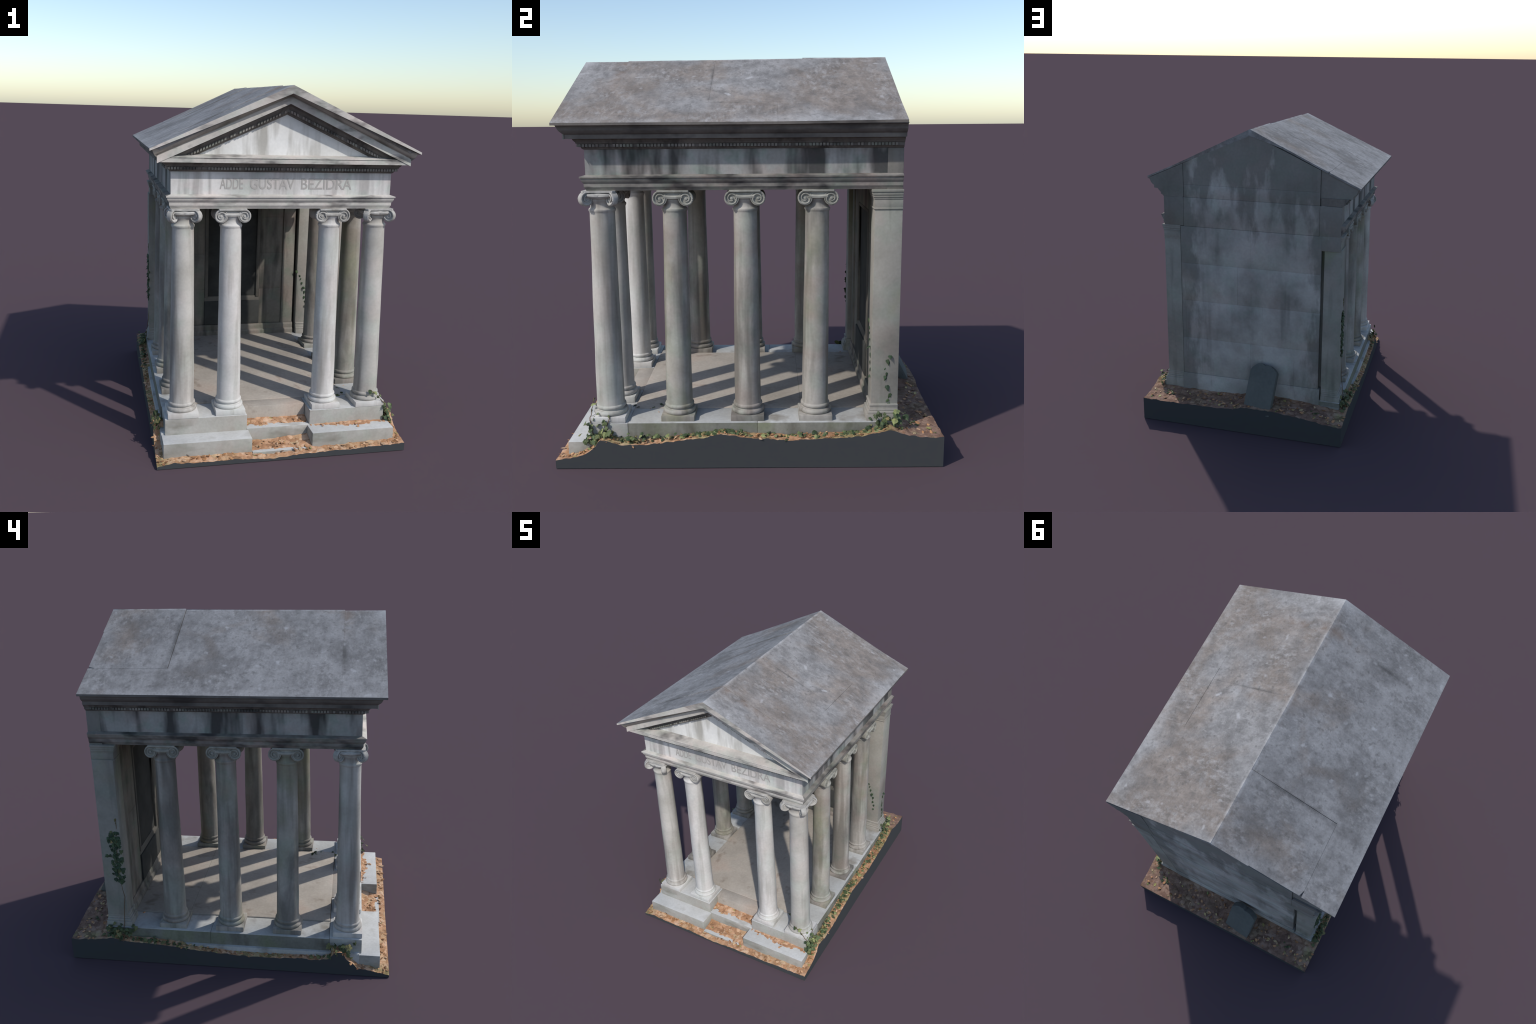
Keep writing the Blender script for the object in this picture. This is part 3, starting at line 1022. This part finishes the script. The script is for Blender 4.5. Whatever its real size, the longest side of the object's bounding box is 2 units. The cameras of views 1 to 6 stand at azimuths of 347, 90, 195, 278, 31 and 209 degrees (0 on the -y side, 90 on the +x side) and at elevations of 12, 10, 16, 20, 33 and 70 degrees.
def build_wall():
    # dark core seen only in the joints
    b = Builder()
    for x0, x1, z0, z1 in ((-.474, -.206, .1, 1.35), (.206, .474, .1, 1.35), (-.206, .206, 1.19, 1.35), (-.206, .206, .1, .45)):
        b.box(x0, x1, .648, .716, z0, z1, 0)
    wall = add('rear_wall', b.mesh('rear_wall', [M['wall']]))
    g = .0002
    courses = [(.285, .552, [-.477, .350, -.003, -.310, .4865]), (.552, .826, [-.477, -.088, .46, .4865]),
               (.826, 1.090, [-.477, .086, .4865]), (1.090, 1.345, [-.477, -.004, .4865])]
    for z0, z1, xs in courses:
        xs = sorted(xs)
        for a, c in zip(xs, xs[1:]):
            bb = Builder()
            pr = rng.uniform(-.0008, .0012)
            bb.box(a + g, c - g, .7, BY + .0015 + pr, z0 + g, z1 - g, .0006)
            add('wall_block', bb.mesh('wall_block', [M['wall']], 30), wall)
    # lintel course over the full width, then the gable
    for a, c in ((-.6005, -.4605), (-.4595, .462), (.463, .6005)):
        bb = Builder()
        bb.box(a, c, .66, BY + (.0015 if abs(a + c) > .3 else .0005), 1.346 if abs(a + c) < .3 else 1.3485, 1.541, .0015)
        add('wall_block', bb.mesh('wall_block', [M['wall']], 30), wall)
    bb = Builder()
    bb.box(-.6, -.46, .70, BY + .0002, 1.25, 1.349, .0015)
    add('wall_block', bb.mesh('wall_block', [M['wall']], 30), wall)
    for a, c in ((-.4590, .4590),):
        bb = Builder()
        bb.box(a, c, .66, BY - .0012, 1.542, 1.6262, .0008)
        add('wall_block', bb.mesh('wall_block', [M['wall']], 30), wall)
        bb = Builder()
        bb.prism([(a, 1.627), (c, 1.627), (c, roofline(c) - .013), (0, roofline(0) - .013), (a, roofline(a) - .013)],
                 'y', .66, BY - .0022)
        add('gable_block', bb.mesh('gable_block', [M['wall']]), wall)
    for s in (-1, 1):
        bb = Builder()
        steps = [(o, z) for o, z in BED[1:-1] + CS[3:-2]]
        p = [(s * .461, 1.5425)] + [(s * (F + o - .0008), z) for o, z in steps] + [(s * .461, roofline(.461) - .012)]
        bb.prism(p, 'y', .69, BY + (.0007 if s > 0 else -.0115))
        add('cornice_return', bb.mesh('cornice_return', [M['wall']]), wall)
    # rear base course
    bb = Builder()
    bb.prism([(BY - .05, .12), (BY + .012, .12), (BY + .011, .225), (BY + .008, .250), (BY + .004, .284), (BY - .05, .284)],
             'x', -.4895, .4895)
    bb.box(-.628, .628, .66, BY + .009, .10, .170, .003)
    add('base_course', bb.mesh('base_course', [M['wall']], 30), wall)
    # inner face: stained, shade-darkened lining with a tall recess in the middle
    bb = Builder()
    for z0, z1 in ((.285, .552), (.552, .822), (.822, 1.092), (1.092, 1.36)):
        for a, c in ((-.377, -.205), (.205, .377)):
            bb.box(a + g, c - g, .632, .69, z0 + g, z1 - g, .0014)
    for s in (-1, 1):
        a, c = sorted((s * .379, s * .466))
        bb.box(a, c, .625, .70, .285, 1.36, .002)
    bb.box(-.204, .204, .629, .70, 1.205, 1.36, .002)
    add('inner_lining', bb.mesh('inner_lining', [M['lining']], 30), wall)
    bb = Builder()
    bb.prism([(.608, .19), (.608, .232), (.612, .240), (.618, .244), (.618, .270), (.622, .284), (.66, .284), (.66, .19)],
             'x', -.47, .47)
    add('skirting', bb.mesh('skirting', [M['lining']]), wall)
    bb = Builder()
    bb.box(-.182, .182, .6405, .70, .485, 1.190, .001)
    tab = add('tablet', bb.mesh('tablet', [M['slate']], 30), wall)
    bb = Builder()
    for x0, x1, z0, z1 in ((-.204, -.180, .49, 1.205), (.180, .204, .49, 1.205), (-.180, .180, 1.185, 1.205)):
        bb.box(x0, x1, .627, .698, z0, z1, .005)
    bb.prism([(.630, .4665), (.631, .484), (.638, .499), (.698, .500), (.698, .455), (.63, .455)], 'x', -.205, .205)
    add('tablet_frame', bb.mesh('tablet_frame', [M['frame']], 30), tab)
    bb = Builder()
    bb.box(-.205, .207, .621, .70, .287, .4655, .003)
    add('tablet', bb.mesh('tablet', [M['slate']], 30), wall)


build_wall()

# ------------------------------------------------------------------ roof
def ridge_lift(y):
    """the courses creep upward toward the rear, with a small step behind the front slab"""
    if y < -.644:
        return 0.0
    return interp(y, [(-.644, .0035), (.28, .0085), (.29, .0100), (.74, .0120)])


def slab(sx, plan, fade=.56, thick=.0115, extra=0.0):
    """roof slab on side sx; plan = outline in (distance from ridge, y)"""
    n = len(plan)
    vs = []
    mid = sum(p[1] for p in plan) / n
    for dz in (0, -thick):
        for d, y in plan:
            yy = min(max(y, -.8725), .733)
            yl = yy + (.002 if abs(yy + .644) < .003 and mid > yy else (-.002 if abs(yy + .644) < .003 else 0))
            lip = extra * (1 - .8 * max(0, yl - .288) / .445)
            lift = (ridge_lift(yl) + lip) * max(0, 1 - d / fade) + (.002 if sx > 0 and d > .3 else 0)
            if sx > 0 and d < .01 and yy > .7:
                lift += .003
            if sx > 0 and d > .7 and yy > .7:
                lift += .005
            vs.append((sx * d, yy, roofline(d) + lift + dz - (.03 if d < .01 and dz else 0)))
    fs = [tuple(range(n)), tuple(range(n, 2 * n))]
    fs += [(i, (i + 1) % n, n + (i + 1) % n, n + i) for i in range(n)]
    me = mesh_from('roof_slab', vs, fs, [M['roof'], M['mould_front'], M['cornice_shade']])
    for p in me.polygons:
        if p.normal.y < -.9 and p.center.y < -.85:
            p.material_index = 1
        elif abs(p.normal.x) > .9 and abs(p.center.x) > .7:
            p.material_index = 2
    return me


# solid core under the slabs
b = Builder()
b.prism([(-.69, roofline(.69) - .0112), (0, roofline(0) - .0112), (.69, roofline(.69) - .0112), (.55, 1.62), (-.55, 1.62)],
        'y', FY + .03, .70)
b.prism([(-.700, roofline(.700) - .0075), (0, roofline(0) - .0075), (.700, roofline(.700) - .0075), (.660, roofline(.66) - .03),
         (0, roofline(0) - .03), (-.660, roofline(.66) - .03)], 'y', -.855, .712)
ROOF = add('roof', b.mesh('roof', [M['roof']]))
E = .7145
PLANS = [
    # left slope: front slab, large middle slab with the rear eave strip, raised rear slab with a chipped corner
    (-1, [(0, -.8725), (E, -.8725), (E, -.6442), (0, -.6442)], 0.0),
    (-1, [(0, -.6438), (E, -.6438), (E, .7300), (.5135, .7300), (.5135, .690), (.5105, .2850), (0, .2850)], 0.0),
    (-1, [(0, .2880), (.5095, .2880), (.5125, .692), (.500, .728), (.212, .729), (.208, .733), (0, .733)], 0.0050),
    # right slope
    (1, [(0, -.8725), (E, -.8725), (E, -.6442), (0, -.6442)], 0.0),
    (1, [(0, -.6438), (.5140, -.6438), (.5140, -.1784), (0, -.1784)], 0.0),
    (1, [(0, -.1778), (.5140, -.1778), (.5140, .7310), (0, .7310)], 0.0004),
    (1, [(.5145, -.6438), (E, -.6438), (E, -.2602), (.5145, -.2602)], 0.0),
    (1, [(.5158, -.2598), (E, -.2598), (E, .1475), (.5158, .1475)], 0.0),
    (1, [(.5143, .1480), (E, .1480), (E, .7310), (.5143, .7310)], 0.0),
]
for sx, plan, extra in PLANS:
    add('roof_slab', slab(sx, plan, extra=extra), ROOF)

# ------------------------------------------------------------------ leaning gravestone (loose object)
def gravestone():
    W, H, T = .192, .337, .044
    out = [(-W / 2, 0), (W / 2, 0), (W / 2, H - .052)]
    # right shoulder, hollow, crest, hollow, left shoulder
    out += [(W / 2 - .006, H - .040), (W / 2 - .03, H - .020), (W / 2 - .052, H - .008), (.012, H - .006), (.004, H - .012),
            (-.006, H - .006), (-.020, H), (-.045, H - .002), (-.064, H - .014), (-W / 2 + .010, H - .034), (-W / 2, H - .052)]
    bm = bmesh.new()
    fr = [bm.verts.new((x, -T / 2, z)) for x, z in out]
    f = bm.faces.new(fr)
    ext = bmesh.ops.extrude_face_region(bm, geom=[f])
    for v in ext['geom']:
        if isinstance(v, bmesh.types.BMVert):
            v.co.y += T
    bmesh.ops.recalc_face_normals(bm, faces=bm.faces)
    bmesh.ops.bevel(bm, geom=[e for e in bm.edges], offset=.0035, segments=2, profile=.5, affect='EDGES')
    bmesh.ops.triangulate(bm, faces=[f for f in bm.faces if len(f.verts) > 6])
    for v in bm.verts:
        v.co += v.normal * 0.0012 * noise.noise(v.co * 30)
    me = bpy.data.meshes.new('leaning_gravestone')
    bm.to_mesh(me)
    bm.free()
    me.materials.append(M['tombstone'])
    me.shade_smooth()
    me.set_sharp_from_angle(angle=math.radians(35))
    ob = bpy.data.objects.new('leaning_gravestone', me)
    bpy.context.scene.collection.objects.link(ob)
    # frame of the stone: x along its width, z up its face
    p_bl, p_br = Vector((-.011, .907, .186)), Vector((-.197, .931, .186))
    ex = (p_br - p_bl).normalized()
    up = Vector((-.040, -.146, .285))
    up = (up - ex * up.dot(ex)).normalized()
    ey = up.cross(ex)
    m = Matrix((ex, ey, up)).transposed().to_4x4()
    m.translation = (p_bl + p_br) / 2 - up * .045 - ey * (T / 2) * (1 if ey.y > 0 else -1)
    ob.matrix_world = m
    ob['label'] = 'dark slate gravestone slab leaning against the rear wall'
    ob['category'] = 'gravestone'
    return ob


gravestone()

# ------------------------------------------------------------------ ivy and fallen leaves
def leaf_outline(kind):
    if kind == 'ivy':
        return [(0, 0), (.30, -.12), (.52, .10), (.36, .34), (.46, .62), (.20, .62), (0, 1.0), (-.20, .62),
                (-.46, .62), (-.36, .34), (-.52, .10), (-.30, -.12)]
    if kind == 'ivy2':
        return [(0, 0), (.28, -.05), (.45, .25), (.30, .55), (.12, .75), (0, 1.0), (-.14, .72), (-.33, .5), (-.44, .22), (-.26, -.06)]
    return [(0, 0), (.22, .12), (.34, .40), (.24, .74), (0, 1.0), (-.24, .72), (-.33, .4), (-.20, .12)]


def leaf_geo(kind, size, curl, thick=.0009):
    """solid little leaf folded along its midrib"""
    out = leaf_outline(kind)
    top = [(0, .45, .0)] + [(x, y, -curl * abs(x) - curl * .6 * (y - .45) ** 2) for x, y in out]
    n = len(out)
    vs = [Vector((x * size, y * size, z * size + thick)) for x, y, z in top]
    vs += [Vector((x * size, y * size, z * size)) for x, y, z in top]
    m = n + 1
    fs = []
    for i in range(n):
        j = (i + 1) % n
        fs.append((0, 1 + i, 1 + j))
        fs.append((m, m + 1 + j, m + 1 + i))
        fs.append((1 + i, m + 1 + i, m + 1 + j, 1 + j))
    return vs, fs


LEAVES = []
for kind, size, curl in (('ivy', .034, .45), ('ivy2', .030, .25), ('ivy', .027, .7), ('ivy2', .036, .5)):
    v, f = leaf_geo(kind, size, curl)
    LEAVES.append(mesh_from('ivy_leaf', v, f, [M['ivy']]))

M['ivy_shade'] = leaf_mat('ivy_deep_green', [(0.0, (0.035, 0.06, 0.035)), (0.7, (0.065, 0.105, 0.055)), (1.0, (0.10, 0.15, 0.07))])
SHADE = []
for m0 in LEAVES:
    m1 = m0.copy()
    m1.materials[0] = M['ivy_shade']
    SHADE.append(m1)

IVY = bpy.data.objects.new('ivy', None)
bpy.context.scene.collection.objects.link(IVY)
IVY.parent = ROOT
n_leaf = 0
COVER = Builder()


def put_leaf(p, nrm, scale=1.0, kinds=None, loose=.45):
    """ivy leaf lying roughly across direction nrm"""
    global n_leaf
    nrm = Vector(nrm) + Vector((rng.gauss(0, loose), rng.gauss(0, loose), rng.gauss(0, loose)))
    nrm.normalize()
    down = Vector((rng.gauss(0, .6), rng.gauss(0, .6), -1))
    t = (down - nrm * down.dot(nrm)).normalized()
    sd = t.cross(nrm)
    sc = scale * rng.uniform(.65, 1.15)
    m = Matrix((sd * sc, t * sc, nrm * sc)).transposed().to_4x4()
    m.translation = Vector(p)
    if n_leaf >= 290:
        me = rng.choice(LEAVES)
        COVER.put([m @ v.co for v in me.vertices], [tuple(f.vertices) for f in me.polygons])
        return
    ob = bpy.data.objects.new('ivy_leaf', rng.choice(kinds or LEAVES))
    bpy.context.scene.collection.objects.link(ob)
    ob.parent = IVY
    ob.matrix_world = m
    n_leaf += 1


def cluster(n, cx, cy, cz, sx, sy, sz, nrm, scale=1.0, floor=True):
    for _ in range(n):
        p = Vector((rng.gauss(cx, sx), rng.gauss(cy, sy), rng.gauss(cz, sz)))
        p.x = min(max(p.x, -.683), .700)
        if floor and (abs(p.x) > .63 or abs(p.y) > .79):
            p.z = max(p.z, ground_z(p.x, p.y, False) + .006)
        put_leaf(p, nrm, scale)


# front right corner, climbing on the plinth
cluster(24, .658, -.735, .158, .012, .038, .028, (.8, -.5, .5))
cluster(9, .655, -.790, .195, .012, .010, .030, (.3, -.9, .3), .9, False)
for p in ((.552, -.784, .302), (.575, -.786, .285), (.598, -.788, .262), (.628, -.745, .255), (.632, -.772, .235), (.640, -.72, .225),
          (.632, -.70, .24)):
    put_leaf(p, (.4, -.8, .5), .8)
# strip along the right side
for cy, k in ((-.60, 10), (-.50, 7), (-.40, 6), (-.28, 8), (-.19, 13), (-.11, 12), (-.02, 6), (.08, 6), (.20, 6), (.30, 6),
              (.42, 7), (.52, 9), (.60, 9)):
    cluster(k, .664, cy, .15, .014, .035, .010, (.5, -.2, .8), .85)
# foot of the right pier, and its climbing runner
cluster(30, .640, .675, .205, .016, .040, .030, (.9, 0, .5))
for y, z in ((.694, .536), (.687, .515), (.673, .471), (.684, .445), (.679, .43), (.680, .381), (.686, .365), (.691, .338), (.688, .31),
             (.698, .29), (.70, .27)):
    put_leaf((.604, y, z), (1, 0, .2), .8, SHADE if rng.random() < .6 else None, .3)
for x, z in ((.49, .69), (.505, .655), (.515, .63), (.525, .60), (.535, .565), (.545, .53), (.552, .49), (.556, .455), (.56, .42)):
    put_leaf((x, .600, z), (0, -1, .2), .75, SHADE, .3)
# left pier
for k in range(105):
    t = rng.random()
    z = .50 + .34 * t
    y = .650 - .03 * (1 - t) + rng.gauss(0, .022) * (1.15 - abs(t - .5))
    put_leaf((-.615, max(y, .606), z), (-1, -.1, .3), .85, SHADE, .28)
put_leaf((-.6145, .619, .905), (-1, 0, .2), .6)
put_leaf((-.6145, .625, .885), (-1, 0, .2), .5)
cluster(34, -.645, .655, .195, .018, .055, .024, (-.8, -.1, .6))
cluster(14, -.660, .48, .145, .010, .05, .012, (-.6, 0, .8), .85)
# left front corner
cluster(26, -.662, -.675, .155, .010, .035, .022, (-.7, -.4, .6))
cluster(6, -.665, -.57, .115, .010, .03, .010, (-.6, 0, .8), .9)
# a few runners on the paving and the rear soil
for p in ((.42, -.61, .212), (.45, -.58, .215), (.41, -.47, .212), (.435, -.455, .22), (.44, -.50, .21), (.40, -.44, .225), (.46, -.43, .21)):
    put_leaf(p, (-.3, -.2, 1), .95)
cluster(6, -.50, .86, .16, .04, .03, .004, (0, .2, 1), .8)
cluster(5, .58, .82, .165, .03, .03, .004, (0, .2, 1), .7)

# low dense cover between the bigger leaves
for cy in (-.66, -.58, -.5, -.3, -.2, -.12, -.04, .22, .45, .55, .63):
    cluster(12, .660, cy, .135, .012, .04, .008, (.4, -.1, 1), .6)
cluster(34, .652, -.735, .14, .016, .04, .025, (.8, -.4, .6), .75)
cluster(34, .640, .675, .195, .014, .04, .025, (.9, 0, .6), .75)
cluster(34, -.645, .655, .185, .016, .05, .022, (-.8, -.1, .7), .75)
for cy in (.3, .42, .54):
    cluster(9, -.662, cy, .12, .008, .04, .008, (-.4, 0, 1), .65)
# woody runners
b = Builder()


def runner(pts, r=.0028):
    fine = []
    for a, c in zip(pts, pts[1:]):
        a, c = Vector(a), Vector(c)
        for k in range(4):
            p = a.lerp(c, k / 4)
            fine.append(p + Vector((rng.gauss(0, .0025), rng.gauss(0, .0025), 0)))
    fine.append(Vector(pts[-1]))
    b.tube(fine, [r * (1 - .5 * i / len(fine)) for i in range(len(fine))], 5)


runner([(.66, -.76, .10), (.645, -.775, .17), (.635, -.787, .22), (.60, -.787, .262), (.55, -.784, .305)])
runner([(.67, -.72, .13), (.65, -.70, .19), (.635, -.69, .24)])
runner([(-.635, .63, .18), (-.6125, .615, .40), (-.6125, .64, .60), (-.6125, .63, .80), (-.6125, .62, .91)], .0024)
cov = add('ivy_cover', COVER.mesh('ivy_cover', [M['ivy_cover']]), IVY)
cov['kind'] = 'stuff'
st = add('ivy_stem', b.mesh('ivy_stem', [M['stem']], 60), IVY)

# litter strewn over the soil: small curled leaves joined into one mass
b = Builder()


def litter(p, nrm, size):
    v, f = leaf_geo('dead', size, rng.uniform(-.3, .8), .0007)
    nrm = (Vector(nrm) + Vector((rng.gauss(0, .35), rng.gauss(0, .35), 0))).normalized()
    t = Vector((rng.gauss(0, 1), rng.gauss(0, 1), rng.gauss(0, .2)))
    t = (t - nrm * t.dot(nrm)).normalized()
    m = Matrix((t.cross(nrm), t, nrm)).transposed()
    b.put([m @ q + Vector(p) for q in v], f)


def strew(n, x0, x1, y0, y1, lo=.012, hi=.026):
    for _ in range(n):
        x, y = rng.uniform(x0, x1), rng.uniform(y0, y1)
        litter((x, y, ground_z(x, y) + .0025), (0, 0, 1), rng.uniform(lo, hi))


strew(90, -.675, .695, -.930, -.895, .016, .032)
strew(60, .66, .695, -.9, -.75)
strew(150, .640, .700, -.75, .75)
strew(150, -.678, -.650, -.90, .75)
strew(170, -.670, .690, .765, .930, .014, .03)
for _ in range(26):
    x, y = rng.uniform(-.16, .18), rng.uniform(-.885, -.80)
    litter((x, y, .046 + rng.uniform(0, .008)), (0, 0, 1), rng.uniform(.012, .024))
for _ in range(18):
    x, y = rng.uniform(-.16, .18), rng.uniform(-.765, -.695)
    litter((x, y, .122 + (y + .765) * .18), (0, -.3, 1), rng.uniform(.012, .022))
for _ in range(14):
    x, y = rng.gauss(.42, .12), rng.uniform(-.86, -.79)
    if .2 < x < .63:
        litter((x, y, .121), (0, -.2, 1), rng.uniform(.010, .020))
lit = add('leaf_litter', b.mesh('leaf_litter', [M['litter']]), GROUND)
lit['kind'] = 'stuff'

# single dead leaves lying on the paving
v, f = leaf_geo('dead', .03, .7, .0009)
DEAD = mesh_from('fallen_leaf', v, f, [M['litter']])
for x, y in ((-.05, -.08), (.20, -.42), (-.33, .50), (.02, .05), (.33, -.30), (-.1, -.35), (.36, .2), (.47, -.52), (.44, -.56),
             (.40, -.53), (.49, -.47), (-.40, .57), (-.47, .56), (-.43, .17), (.33, .57)):
    ob = add('fallen_leaf', DEAD, ROOT, (x, y, ZF + .004), rng.uniform(0, 6.28))
    ob.scale = [rng.uniform(.7, 1.1)] * 3
